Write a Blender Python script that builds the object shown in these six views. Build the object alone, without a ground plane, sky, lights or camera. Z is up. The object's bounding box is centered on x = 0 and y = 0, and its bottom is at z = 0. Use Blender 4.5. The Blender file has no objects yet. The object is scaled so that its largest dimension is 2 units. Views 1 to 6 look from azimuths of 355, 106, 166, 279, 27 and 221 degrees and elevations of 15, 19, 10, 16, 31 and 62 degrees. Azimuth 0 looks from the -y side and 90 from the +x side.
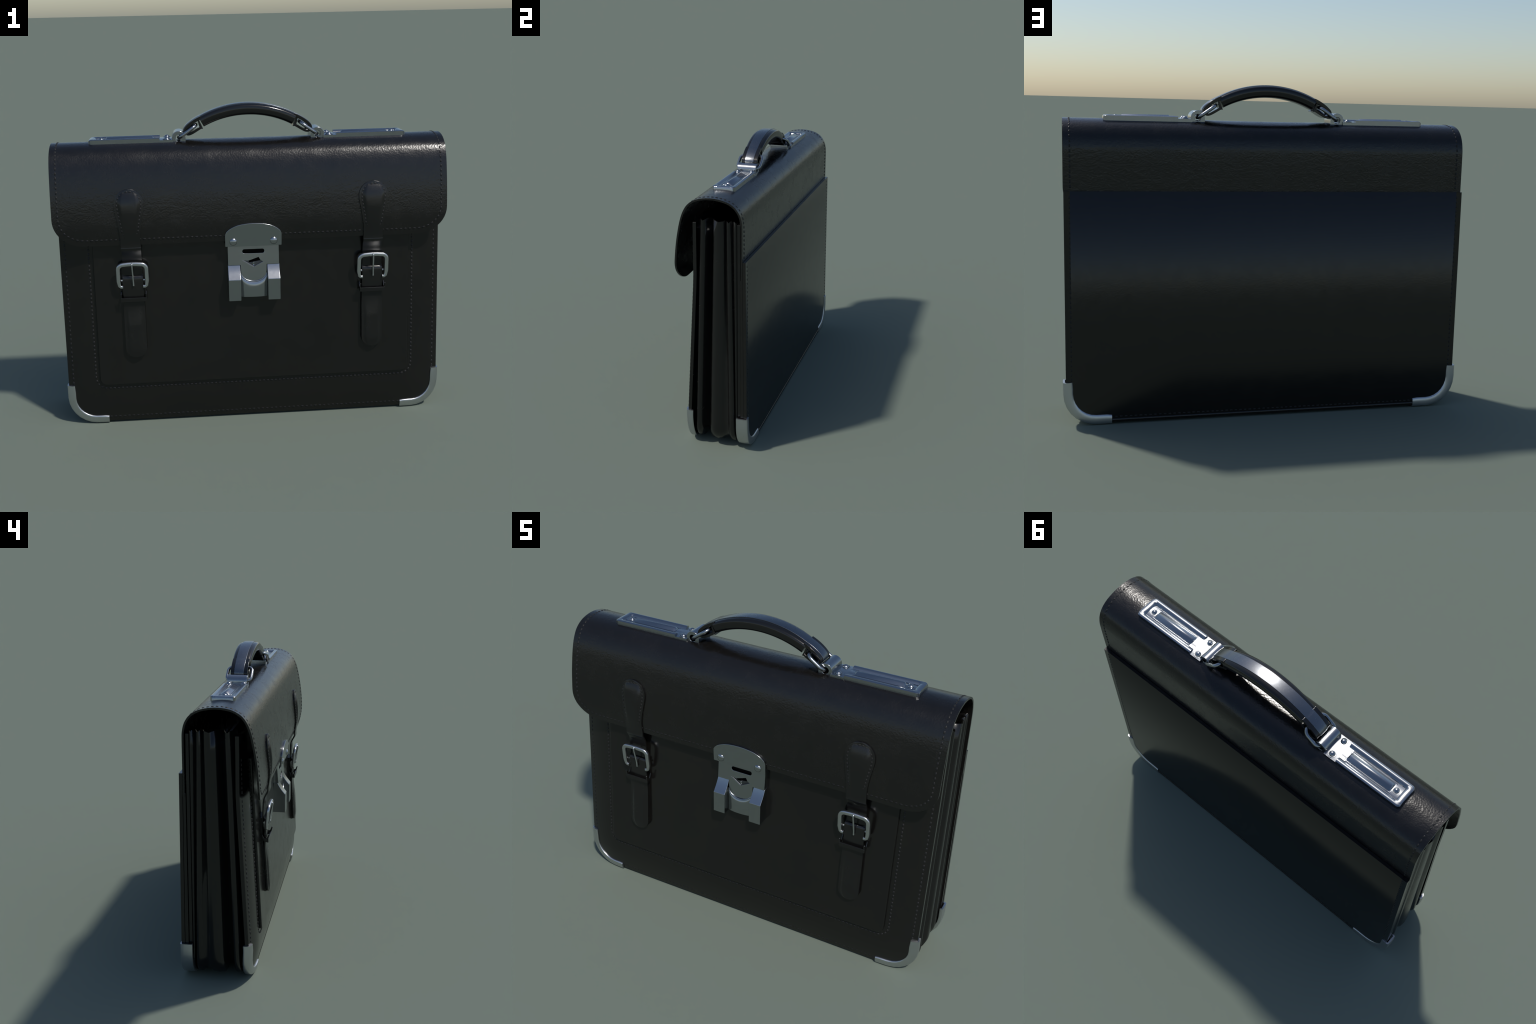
# A black leather satchel briefcase: back board with a big back pocket, folded gusset,
# front board with a front pocket, over-the-top flap with two buckled straps and a
# central hasp lock, carrying handle on two nickel plates, nickel corner guards.
import bpy, bmesh, math, random
from math import sin, cos, pi, sqrt, atan2, radians
from mathutils import Vector, Matrix

random.seed(7)
COL = bpy.context.scene.collection

# ------------------------------------------------------------------ materials
def nodes_of(name):
    m = bpy.data.materials.new(name)
    m.use_nodes = True
    nt = m.node_tree
    return m, nt, nt.nodes['Principled BSDF']

def N(nt, typ, **inputs):
    n = nt.nodes.new(typ)
    for k, v in inputs.items():
        n.inputs[k.replace('_', ' ')].default_value = v
    return n

def leather(name, base, rough=0.30, grain=0.35, wrinkle=0.35, spec=0.5, rough_var=0.06):
    m, nt, b = nodes_of(name)
    L = nt.links.new
    tc = N(nt, 'ShaderNodeTexCoord')
    # broad tone variation: slightly brown, rubbed patches
    n1 = N(nt, 'ShaderNodeTexNoise', Scale=3.5, Detail=5.0, Roughness=0.6)
    L(tc.outputs['Object'], n1.inputs['Vector'])
    cr = N(nt, 'ShaderNodeValToRGB')
    cr.color_ramp.elements[0].position = 0.3
    cr.color_ramp.elements[1].position = 0.75
    cr.color_ramp.elements[0].color = (base[0] * 0.85, base[1] * 0.87, base[2] * 0.9, 1)
    cr.color_ramp.elements[1].color = (base[0] * 1.2, base[1] * 1.13, base[2] * 1.05, 1)
    L(n1.outputs['Fac'], cr.inputs['Fac'])
    L(cr.outputs['Color'], b.inputs['Base Color'])
    # gloss variation
    n2 = N(nt, 'ShaderNodeTexNoise', Scale=14.0, Detail=6.0, Roughness=0.7)
    L(tc.outputs['Object'], n2.inputs['Vector'])
    mr = N(nt, 'ShaderNodeMapRange')
    mr.inputs['From Min'].default_value = 0.3
    mr.inputs['From Max'].default_value = 0.7
    mr.inputs['To Min'].default_value = rough - rough_var
    mr.inputs['To Max'].default_value = rough + rough_var
    L(n2.outputs['Fac'], mr.inputs['Value'])
    L(mr.outputs['Result'], b.inputs['Roughness'])
    # wrinkles (wide, drawn out sideways) and fine pebble grain
    mp = N(nt, 'ShaderNodeMapping')
    mp.inputs['Scale'].default_value = (0.55, 1.0, 1.0)
    L(tc.outputs['Object'], mp.inputs['Vector'])
    w = N(nt, 'ShaderNodeTexNoise', Scale=26.0, Detail=2.2, Roughness=0.5, Distortion=1.4)
    L(mp.outputs['Vector'], w.inputs['Vector'])
    v = N(nt, 'ShaderNodeTexVoronoi', Scale=135.0)
    v.feature = 'SMOOTH_F1'
    L(tc.outputs['Object'], v.inputs['Vector'])
    b1 = N(nt, 'ShaderNodeBump', Strength=wrinkle, Distance=0.004)
    L(w.outputs['Fac'], b1.inputs['Height'])
    b2 = N(nt, 'ShaderNodeBump', Strength=grain, Distance=0.0012)
    L(v.outputs['Distance'], b2.inputs['Height'])
    L(b1.outputs['Normal'], b2.inputs['Normal'])
    L(b2.outputs['Normal'], b.inputs['Normal'])
    b.inputs['Specular IOR Level'].default_value = spec
    return m

def metal(name, base, rough=0.2, dirt=(0.16, 0.12, 0.10), dirt_amt=0.35, scratch=0.02):
    m, nt, b = nodes_of(name)
    L = nt.links.new
    b.inputs['Metallic'].default_value = 1.0
    tc = N(nt, 'ShaderNodeTexCoord')
    n1 = N(nt, 'ShaderNodeTexNoise', Scale=22.0, Detail=8.0, Roughness=0.75)
    L(tc.outputs['Object'], n1.inputs['Vector'])
    cr = N(nt, 'ShaderNodeValToRGB')
    cr.color_ramp.elements[0].position = 0.62
    cr.color_ramp.elements[1].position = 0.78
    cr.color_ramp.elements[0].color = (*base, 1)
    cr.color_ramp.elements[1].color = tuple(base[i] * (1 - dirt_amt) + dirt[i] * dirt_amt for i in range(3)) + (1,)
    L(n1.outputs['Fac'], cr.inputs['Fac'])
    L(cr.outputs['Color'], b.inputs['Base Color'])
    n2 = N(nt, 'ShaderNodeTexNoise', Scale=45.0, Detail=7.0, Roughness=0.8)
    L(tc.outputs['Object'], n2.inputs['Vector'])
    mr = N(nt, 'ShaderNodeMapRange')
    mr.inputs['From Min'].default_value = 0.35
    mr.inputs['From Max'].default_value = 0.75
    mr.inputs['To Min'].default_value = rough - 0.015
    mr.inputs['To Max'].default_value = rough + 0.03
    L(n2.outputs['Fac'], mr.inputs['Value'])
    L(mr.outputs['Result'], b.inputs['Roughness'])
    bp = N(nt, 'ShaderNodeBump', Strength=scratch, Distance=0.002)
    L(n2.outputs['Fac'], bp.inputs['Height'])
    L(bp.outputs['Normal'], b.inputs['Normal'])
    return m

LEATHER_C = (0.0068, 0.0064, 0.0060)
M_FLAP = leather('pebbled_black_leather', LEATHER_C, rough=0.25, grain=0.42, wrinkle=0.18)
M_BODY = leather('smooth_black_leather', LEATHER_C, rough=0.195, grain=0.10, wrinkle=0.03, rough_var=0.045)
M_STRAP = leather('strap_black_leather', (0.0072, 0.0071, 0.0070), rough=0.24, grain=0.10, wrinkle=0.02)
M_GUSSET = leather('gusset_black_leather', (0.0060, 0.0059, 0.0058), rough=0.22, grain=0.08, wrinkle=0.04)
M_LINING = leather('matt_black_lining', (0.005, 0.005, 0.005), rough=0.6, grain=0.3, wrinkle=0.1, spec=0.25)
M_GRIP = leather('polished_black_leather', (0.0065, 0.0065, 0.0066), rough=0.15, grain=0.06, wrinkle=0.02, rough_var=0.04)
M_METAL = metal('worn_nickel', (0.335, 0.35, 0.365), rough=0.215)
M_GUARD = metal('brushed_nickel', (0.54, 0.555, 0.565), rough=0.36, dirt=(0.20, 0.14, 0.11), dirt_amt=0.75)
M_BUCKLE = metal('buckle_nickel', (0.50, 0.51, 0.52), rough=0.30, dirt_amt=0.7)
M_STRIP = metal('dark_polished_strip', (0.19, 0.20, 0.215), rough=0.26, dirt_amt=0.3)
M_DARK = metal('dark_lock_metal', (0.10, 0.105, 0.115), rough=0.42, dirt_amt=0.3)  # darker metal for the key opening's floor and lips
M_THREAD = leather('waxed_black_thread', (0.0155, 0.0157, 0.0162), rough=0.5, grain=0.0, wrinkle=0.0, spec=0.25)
M_BACKING = leather('opening_backing_black', (0.004, 0.004, 0.004), rough=0.8, grain=0.0, wrinkle=0.0, spec=0.1)  # black of the plates that imitate shaded depth in the lock openings

# ------------------------------------------------------------------ mesh helpers
def add_obj(name, bm, mat, parent=None, angle=35, bevel=0.0, seg=2, merge=True):
    if merge:
        bmesh.ops.remove_doubles(bm, verts=bm.verts, dist=1e-6)
    bmesh.ops.recalc_face_normals(bm, faces=bm.faces)
    me = bpy.data.meshes.new(name)
    bm.to_mesh(me)
    bm.free()
    me.polygons.foreach_set('use_smooth', [True] * len(me.polygons))
    me.set_sharp_from_angle(angle=radians(angle))
    me.materials.append(mat)
    o = bpy.data.objects.new(name, me)
    COL.objects.link(o)
    if parent is not None:
        o.parent = parent
    if bevel > 0:
        md = o.modifiers.new('rounded_edges', 'BEVEL')
        md.width = bevel
        md.segments = seg
        md.limit_method = 'ANGLE'
        md.angle_limit = radians(40)
        md.harden_normals = True
    return o

def instance(src, name, parent, loc=(0, 0, 0), rot=(0, 0, 0), scale=(1, 1, 1)):
    o = src.copy()
    o.name = name
    o.parent = parent
    o.location = loc
    o.rotation_euler = rot
    o.scale = scale
    COL.objects.link(o)
    return o

def empty(name, parent=None):
    o = bpy.data.objects.new(name, None)
    COL.objects.link(o)
    o.parent = parent
    return o

def shell(bm, outer, inner, closed_u=False):
    """Close two equal grids of points (rows x columns) into one solid."""
    A = [[bm.verts.new(p) for p in r] for r in outer]
    B = [[bm.verts.new(p) for p in r] for r in inner]
    R, C = len(A), len(A[0])
    for i in range(R - 1):
        for j in range(C - 1):
            bm.faces.new((A[i][j], A[i][j + 1], A[i + 1][j + 1], A[i + 1][j]))
            bm.faces.new((B[i][j], B[i + 1][j], B[i + 1][j + 1], B[i][j + 1]))
    for i in range(R - 1):
        for j in (0, C - 1):
            bm.faces.new((A[i][j], A[i + 1][j], B[i + 1][j], B[i][j]))
    for j in range(C - 1):
        for i in (0, R - 1):
            bm.faces.new((A[i][j], B[i][j], B[i][j + 1], A[i][j + 1]))

def loft(bm, rings, cap=True, closed=False):
    """Skin a list of closed cross-sections."""
    V = [[bm.verts.new(p) for p in r] for r in rings]
    n = len(V[0])
    m = len(V)
    for i in range(m if closed else m - 1):
        a, b = V[i], V[(i + 1) % m]
        for j in range(n):
            bm.faces.new((a[j], a[(j + 1) % n], b[(j + 1) % n], b[j]))
    if cap and not closed:
        bm.faces.new(V[0][::-1])
        bm.faces.new(V[-1])

def box(bm, x0, x1, y0, y1, z0, z1):
    r = lambda z: [(x0, y0, z), (x1, y0, z), (x1, y1, z), (x0, y1, z)]
    loft(bm, [r(z0), r(z1)])

def prism_y(bm, pts, y0, y1):
    """Extrude an outline in the x-z plane along y (y may be a function of x, z)."""
    f0 = y0 if callable(y0) else (lambda x, z: y0)
    f1 = y1 if callable(y1) else (lambda x, z: y1)
    loft(bm, [[(x, f0(x, z), z) for x, z in pts], [(x, f1(x, z), z) for x, z in pts]])

def tube(bm, path, rad, n=12, closed=False):
    P = [Vector(p) for p in path]
    m = len(P)
    rings = []
    up = None
    for i, p in enumerate(P):
        if closed:
            t = (P[(i + 1) % m] - P[i - 1]).normalized()
        else:
            t = (P[min(i + 1, m - 1)] - P[max(i - 1, 0)]).normalized()
        if up is None:
            up = t.orthogonal().normalized()
        up = (up - t * up.dot(t)).normalized()
        side = t.cross(up)
        r = rad(i / (m - 1)) if callable(rad) else rad
        rings.append([p + up * (r * cos(2 * pi * k / n)) + side * (r * sin(2 * pi * k / n)) for k in range(n)])
    loft(bm, rings, closed=closed)

def dome(bm, c, axis, r, h, n=20, m=5, rim=0.0):
    """A domed rivet head sitting on point c, bulging along axis."""
    a = Vector(axis).normalized()
    u = a.orthogonal().normalized()
    v = a.cross(u)
    c = Vector(c)
    rings = [[c - a * 0.004 + u * (r * cos(2 * pi * k / n)) + v * (r * sin(2 * pi * k / n)) for k in range(n)]]
    for i in range(m):
        t = i / m * pi / 2
        rr, hh = r * cos(t), h * sin(t)
        rings.append([c + a * hh + u * (rr * cos(2 * pi * k / n)) + v * (rr * sin(2 * pi * k / n)) for k in range(n)])
    V = [[bm.verts.new(p) for p in rg] for rg in rings]
    for i in range(len(V) - 1):
        for j in range(n):
            bm.faces.new((V[i][j], V[i][(j + 1) % n], V[i + 1][(j + 1) % n], V[i + 1][j]))
    top = bm.verts.new(c + a * h)
    for j in range(n):
        bm.faces.new((V[-1][j], V[-1][(j + 1) % n], top))
    bm.faces.new(V[0][::-1])

def lerp(a, b, t):
    return a + (b - a) * t

def interp(tab, x):
    """Piecewise linear table lookup: tab = [(x, y), ...] sorted by x."""
    if x <= tab[0][0]:
        return tab[0][1]
    for (x0, y0), (x1, y1) in zip(tab, tab[1:]):
        if x <= x1:
            return lerp(y0, y1, (x - x0) / (x1 - x0))
    return tab[-1][1]

def smooth_curve(pts, n):
    """Catmull-Rom through control points, n samples per span."""
    P = [Vector(p) for p in pts]
    out = []
    for i in range(len(P) - 1):
        p0, p1, p2, p3 = P[max(i - 1, 0)], P[i], P[i + 1], P[min(i + 2, len(P) - 1)]
        for k in range(n):
            t = k / n
            out.append(0.5 * ((2 * p1) + (p2 - p0) * t + (2 * p0 - 5 * p1 + 4 * p2 - p3) * t * t
                              + (3 * p1 - p0 - 3 * p2 + p3) * t ** 3))
    out.append(P[-1])
    return out

def resample(pts, step=None, count=None):
    P = [Vector(p) for p in pts]
    d = [0.0]
    for a, b in zip(P, P[1:]):
        d.append(d[-1] + (b - a).length)
    total = d[-1]
    n = count if count else max(2, round(total / step) + 1)
    out, i = [], 0
    for k in range(n):
        s = total * k / (n - 1)
        while i < len(d) - 2 and d[i + 1] < s:
            i += 1
        t = (s - d[i]) / max(1e-9, d[i + 1] - d[i])
        out.append(P[i].lerp(P[i + 1], min(1, max(0, t))))
    return out

# ------------------------------------------------------------------ main sizes
HW_BACK, HW_FRONT, HW_FLAP = 0.986, 0.970, 0.986
R_CORNER = 0.135
Z_BOT = 0.008

def half_width(hw, z, r=R_CORNER, zb=Z_BOT):
    """Half width of a board with rounded bottom corners."""
    if z >= zb + r:
        return hw
    t = (zb + r - z) / r
    return hw - r * (1 - sqrt(max(0.0, 1 - t * t)))

def board_rows(top, r=R_CORNER, zb=Z_BOT, extra=12):
    zs = [zb + r * (1 - cos(k / 10 * pi / 2)) for k in range(11)]
    zs += [lerp(zb + r, top, (k + 1) / extra) for k in range(extra)]
    return zs

root = empty('briefcase')
root['label'] = 'black leather briefcase with flap, buckled straps, nickel lock and handle'
root['category'] = 'briefcase'

# ------------------------------------------------------------------ back board and back pocket
def y_back_outer(z):
    return 0.189 + 0.006 * max(0.0, 1 - z / 1.0)

XS_BACK = [-1.0, -0.972] + [lerp(-0.95, 0.95, k / 12) for k in range(13)] + [0.972, 1.0]

def flat_board(name, hw, top, yo, yi, mat, parent, bevel=0.003, sunk=None):
    zs = board_rows(top)
    O = [[(x * half_width(hw, z), yo(z), z) for x in XS_BACK] for z in zs]
    I = [[(x * half_width(hw, z), yi(z), z) for x in XS_BACK] for z in zs]
    if sunk:                       # upper edge dips between the two ends
        O, I = [[[(x, y, z * (sunk if abs(x) < 0.9 else 1.0)) for x, y, z in r] for r in g] for g in (O, I)]
    bm = bmesh.new()
    shell(bm, O, I)
    return add_obj(name, bm, mat, parent, bevel=bevel)

flat_board('back_lining', 0.975, 1.318, lambda z: 0.1725, lambda z: 0.156, M_GUSSET, root, sunk=0.80)
flat_board('back_panel', HW_BACK - 0.002, 1.02, lambda z: y_back_outer(z) - 0.0005, lambda z: 0.1745, M_BODY, root)

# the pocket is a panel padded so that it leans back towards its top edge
def pocket_back():
    top = 1.121
    zs = board_rows(top, extra=14)
    cols = [-1.0, -0.9715] + [lerp(-0.9705, 0.9705, k / 12) for k in range(13)] + [0.9715, 1.0]
    yo = lambda z: 0.2055 + 0.0080 * max(0.0, 1 - z / 1.12)
    O = [[(x * half_width(HW_BACK, z), yo(z), z) for x in cols] for z in zs]
    I = [[(x * half_width(HW_BACK, z), y_back_outer(z) + 0.0005, z) for x in cols] for z in zs]
    bm = bmesh.new()
    shell(bm, O, I)
    o = add_obj('back_pocket', bm, M_BODY, root, bevel=0.0)
    me = o.data
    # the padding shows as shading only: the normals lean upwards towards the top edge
    normals = []
    for p in me.polygons:
        for li in p.loop_indices:
            co = me.vertices[me.loops[li].vertex_index].co
            n = Vector(p.normal)
            if n.y > 0.9:
                t = max(0.0, min(1.0, (co.z - 0.24) / (top - 0.24)))
                cx = abs(p.center.x)
                lean = radians(22.0) * t ** 1.8 if cx < 0.957 - 0.02 * (1 - t) else 0.0
                n = Vector((0, cos(lean), sin(lean)))
            normals.append(n)
    me.normals_split_custom_set(normals)
    return o
pocket_back()

bm = bmesh.new()
rings = []
for k in range(13):
    x = lerp(-0.80, 0.80, k / 12)
    rings.append([(x, 0.2085 + 0.0075 * cos(a), 0.017 + 0.0095 * sin(a)) for a in [2 * pi * j / 14 for j in range(14)]])
loft(bm, rings)
add_obj('bottom_welt', bm, M_BODY, root, angle=60)

# ------------------------------------------------------------------ front board and front pocket
def y_base(z):
    return -0.1650 + 0.0554 * (z - 0.22)

def y_front(x, z):
    s = max(0.0, (abs(x) - 0.79) / (HW_FRONT - 0.79))
    b = max(0.0, (0.20 - z) / 0.20)
    k = 0.031 if z < 1.0 else lerp(0.031, 0.015, min(1, (z - 1.0) / 0.3))
    return y_base(z) + k * s * s + 0.035 * b ** 1.7

def front_board():
    zs = board_rows(1.312, extra=16)
    fr = [1.0, 0.985, 0.965, 0.94, 0.915, 0.885, 0.855, 0.82] + [0.7, 0.5, 0.25]
    cols = [-f for f in fr] + [0.0] + fr[::-1]
    O, I = [], []
    for z in zs:
        w = half_width(HW_FRONT, z)
        O.append([(c * w, y_front(c * w, z), z) for c in cols])
        I.append([(c * w, y_front(c * w, z) + 0.019, z) for c in cols])
    bm = bmesh.new()
    shell(bm, O, I)
    return add_obj('front_panel', bm, M_BODY, root, bevel=0.003)
front_board()

PX, PZ0, PZ1, PR = 0.803, 0.222, 1.16, 0.035
def y_pocket(z):
    return y_base(z) - 0.0145

def front_pocket():
    bm = bmesh.new()
    def outline(inset):
        r = PR - inset * 0.6
        pts = [(-PX + inset, PZ1)]
        for k in range(9):
            a = pi + k / 8 * pi / 2
            pts.append((-PX + inset + r + r * cos(a), PZ0 + inset + r + r * sin(a)))
        for k in range(9):
            a = 1.5 * pi + k / 8 * pi / 2
            pts.append((PX - inset - r + r * cos(a), PZ0 + inset + r + r * sin(a)))
        pts.append((PX - inset, PZ1))
        return pts
    rings = []
    for inset, dy in ((0.0, 0.0155), (0.0, 0.004), (0.0015, 0.0015), (0.004, 0.0)):
        rings.append([(x, y_pocket(z) + dy, z) for x, z in outline(inset)])
    loft(bm, rings)
    return add_obj('front_pocket', bm, M_BODY, root, angle=20)
front_pocket()

# ------------------------------------------------------------------ gusset: an accordion swept down one side, under and up the other
# (y at the top, y at the bottom, how far it lies inside the outline)
GUSSET = [(-0.082, -0.120, 0.024), (-0.075, -0.112, 0.050), (-0.060, -0.101, 0.062), (-0.052, -0.095, 0.030),
          (-0.046, -0.089, 0.009), (-0.034, -0.077, 0.005), (-0.021, -0.064, 0.009), (-0.013, -0.055, 0.034), (0.003, -0.032, 0.062),
          (0.021, -0.010, 0.034), (0.029, -0.003, 0.004), (0.055, 0.027, 0.000), (0.080, 0.056, 0.004),
          (0.086, 0.069, 0.014), (0.091, 0.090, 0.022), (0.095, 0.104, 0.012), (0.101, 0.113, 0.003),
          (0.109, 0.124, 0.001), (0.117, 0.137, 0.004), (0.123, 0.141, 0.015), (0.128, 0.143, 0.020), (0.134, 0.145, 0.010),
          (0.140, 0.1475, 0.003), (0.150, 0.151, 0.003), (0.156, 0.156, 0.010)]

def gusset():
    hw, zb, r = 0.980, 0.012, 0.122
    path = []      # (x, z, outward nx, nz)
    for k in range(13):
        path.append((-hw, lerp(1.332, zb + r, k / 12), -1, 0))
    for k in range(1, 11):
        a = pi + k / 10 * pi / 2
        path.append((-hw + r + r * cos(a), zb + r + r * sin(a), cos(a), sin(a)))
    half = list(path)
    for k in range(1, 8):
        path.append((lerp(-hw + r, hw - r, k / 8), zb, 0, -1))
    path += [(-x, z, -nx, nz) for x, z, nx, nz in half[::-1]]
    def prof(z, off):
        t = min(1.0, max(0.0, (z - 0.05) / 1.25))
        return [(lerp(yb, yt, t), d + off) for yt, yb, d in GUSSET]
    O, I = [], []
    for x, z, nx, nz in path:
        for rows, off in ((O, 0.0), (I, 0.007)):
            row = []
            for i, (y, d) in enumerate(prof(z, off)):
                # ridge crests stand slightly unevenly above the top hem
                dz = 0.006 * sin(i * 2.1) if z > 1.3 else 0.0
                row.append((x - nx * d, y, z - nz * d + dz))
            rows.append(row)
    bm = bmesh.new()
    shell(bm, O, I)
    return add_obj('gusset', bm, M_GUSSET, root, angle=75)
gusset()

# inner compartment walls standing in the folds
def divider(y_top, y_bot, thick, top):
    bm = bmesh.new()
    zs = board_rows(top, extra=4)
    def y(z):
        return lerp(y_bot, y_top, min(1, z / 1.3))
    O = [[(s * half_width(0.935, z, 0.1, 0.04) if z > 0.05 else s * 0.80, y(z) - thick / 2, max(z, 0.04)) for s in (-1, 0, 1)] for z in zs]
    I = [[(p[0], p[1] + thick, p[2]) for p in row] for row in O]
    shell(bm, O, I)
    return add_obj('divider', bm, M_LINING, root, bevel=0.002)
divider(-0.034, -0.077, 0.012, 0.98)
divider(0.055, 0.027, 0.018, 1.00)
divider(0.107, 0.124, 0.010, 0.99)

# ------------------------------------------------------------------ flap: one sheet from the back over the top and down the front
FLAP_PROFILE = [(0.1880, 1.000), (0.1880, 1.150), (0.1878, 1.295), (0.1850, 1.335), (0.1745, 1.374), (0.151, 1.409),
                (0.117, 1.433), (0.075, 1.4465), (0.025, 1.4530), (-0.028, 1.4495), (-0.073, 1.4365),
                (-0.112, 1.410), (-0.138, 1.370), (-0.155, 1.322), (-0.169, 1.258), (-0.1800, 1.190),
                (-0.1880, 1.110), (-0.1910, 1.050), (-0.1880, 1.005), (-0.182, 0.962)]
FLAP_T = 0.010
_fp = resample(smooth_curve([(0, y, z) for y, z in FLAP_PROFILE], 10), count=400)
_fs = [0.0]
for a, b in zip(_fp, _fp[1:]):
    _fs.append(_fs[-1] + (b - a).length)
FLAP_LEN = _fs[-1]

def flap_at(s):
    """Point and outward normal of the flap's outer face at arc length s."""
    i = min(len(_fp) - 2, max(0, int(s / FLAP_LEN * (len(_fp) - 1))))
    t = (s - _fs[i]) / (_fs[i + 1] - _fs[i])
    p = _fp[i].lerp(_fp[i + 1], t)
    a, b = _fp[max(0, i - 4)], _fp[min(len(_fp) - 1, i + 5)]
    d = (b - a).normalized()
    n = Vector((0, d.z, -d.y))
    return p, n

def flap_y(z):
    """Outer face of the flap front at height z (z below the bend)."""
    pts = sorted((p.z, p.y) for p in _fp if p.y < -0.1)
    return interp(pts, z)

CR_X, CR_Z = 0.155, 0.140
def flap_end(x, inset=0.0):
    t = max(0.0, (abs(x) - (HW_FLAP - CR_X)) / (CR_X - inset))
    return FLAP_LEN - inset - (CR_Z - inset) * (1 - sqrt(max(0.0, 1 - min(1.0, t) ** 2)))

def sag(x, y):
    """The top sinks a few millimetres between the two handle plates."""
    if y < -0.12 or y > 0.16:
        return 0.0
    t = max(0.0, 1 - (x / 0.31) ** 2)
    return -0.002 * t * max(0.0, 1 - ((y - 0.02) / 0.13) ** 2)

def flap():
    xs = [HW_FLAP - CR_X + CR_X * sin(k / 12 * pi / 2) for k in range(13)]
    mid = [lerp(0, HW_FLAP - CR_X, k / 14) for k in range(14)]
    cols = [-x for x in (mid[1:] + xs)][::-1] + mid + xs
    NS = 96
    S0 = FLAP_LEN - 0.22
    O, I = [], []
    for k in range(NS + 1):
        f = k / NS
        ro, ri = [], []
        for x in cols:
            e = flap_end(x)
            s = f * FLAP_LEN
            if s > S0:
                s = S0 + (s - S0) / (FLAP_LEN - S0) * (e - S0)
            p, n = flap_at(s)
            dz = sag(x, p.y) if p.z > 1.3 else 0.0
            ro.append((x, p.y, p.z + dz))
            q = p - n * FLAP_T
            ri.append((x, q.y, q.z + dz))
        O.append(ro)
        I.append(ri)
    bm = bmesh.new()
    shell(bm, O, I)
    o = add_obj('flap', bm, M_FLAP, root, angle=40, bevel=0.0035, seg=2)
    return o
flap()

# ------------------------------------------------------------------ straps with buckles
def ribbon(path_yz, widths, thick, cx, bm, pad=None):
    """A leather strip: path in the y-z plane (outer face), half width by row; thickness inward."""
    O, I = [], []
    n = len(path_yz)
    for i, (p, w) in enumerate(zip(path_yz, widths)):
        a, b = path_yz[max(0, i - 1)], path_yz[min(n - 1, i + 1)]
        d = (Vector((0, b[0], b[1])) - Vector((0, a[0], a[1]))).normalized()
        nn = Vector((0, d.z, -d.y))          # outward (towards -y) when running downwards
        if nn.y > 0:
            nn = -nn
        cols = (-1, -0.95, -0.87, -0.80, -0.72, -0.64, -0.55, -0.45, -0.2, 0.0, 0.2, 0.45, 0.55, 0.64, 0.72, 0.80, 0.87, 0.95, 1)
        puff = pad(p[1]) if pad else 0.0
        ro, ri = [], []
        for c in cols:
            m = min(1.0, max(0.0, (0.78 - abs(c)) / 0.22))
            crown = 0.0025 * (c * c) - puff * m * m * (3 - 2 * m)   # edges pressed down, middle padded
            ro.append((cx + c * w, p[0] - nn.y * crown, p[1] - nn.z * crown))
            ri.append((cx + c * w, p[0] - nn.y * thick, p[1] - nn.z * thick))
        O.append(ro)
        I.append(ri)
    shell(bm, O, I)

HEAD_TOP = 1.243
def head_half_width(z):
    """Tear-drop head of the strap: round top, waist, then straight."""
    r = 0.073
    zc = HEAD_TOP - r
    if z > zc:
        return max(0.004, sqrt(max(0.0, r * r - (z - zc) ** 2)))
    return interp([(0.5, 0.049), (0.99, 0.049), (1.02, 0.0505), (1.06, 0.0555), (1.11, 0.064), (1.15, 0.0715), (1.17, 0.073)], z)

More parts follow.
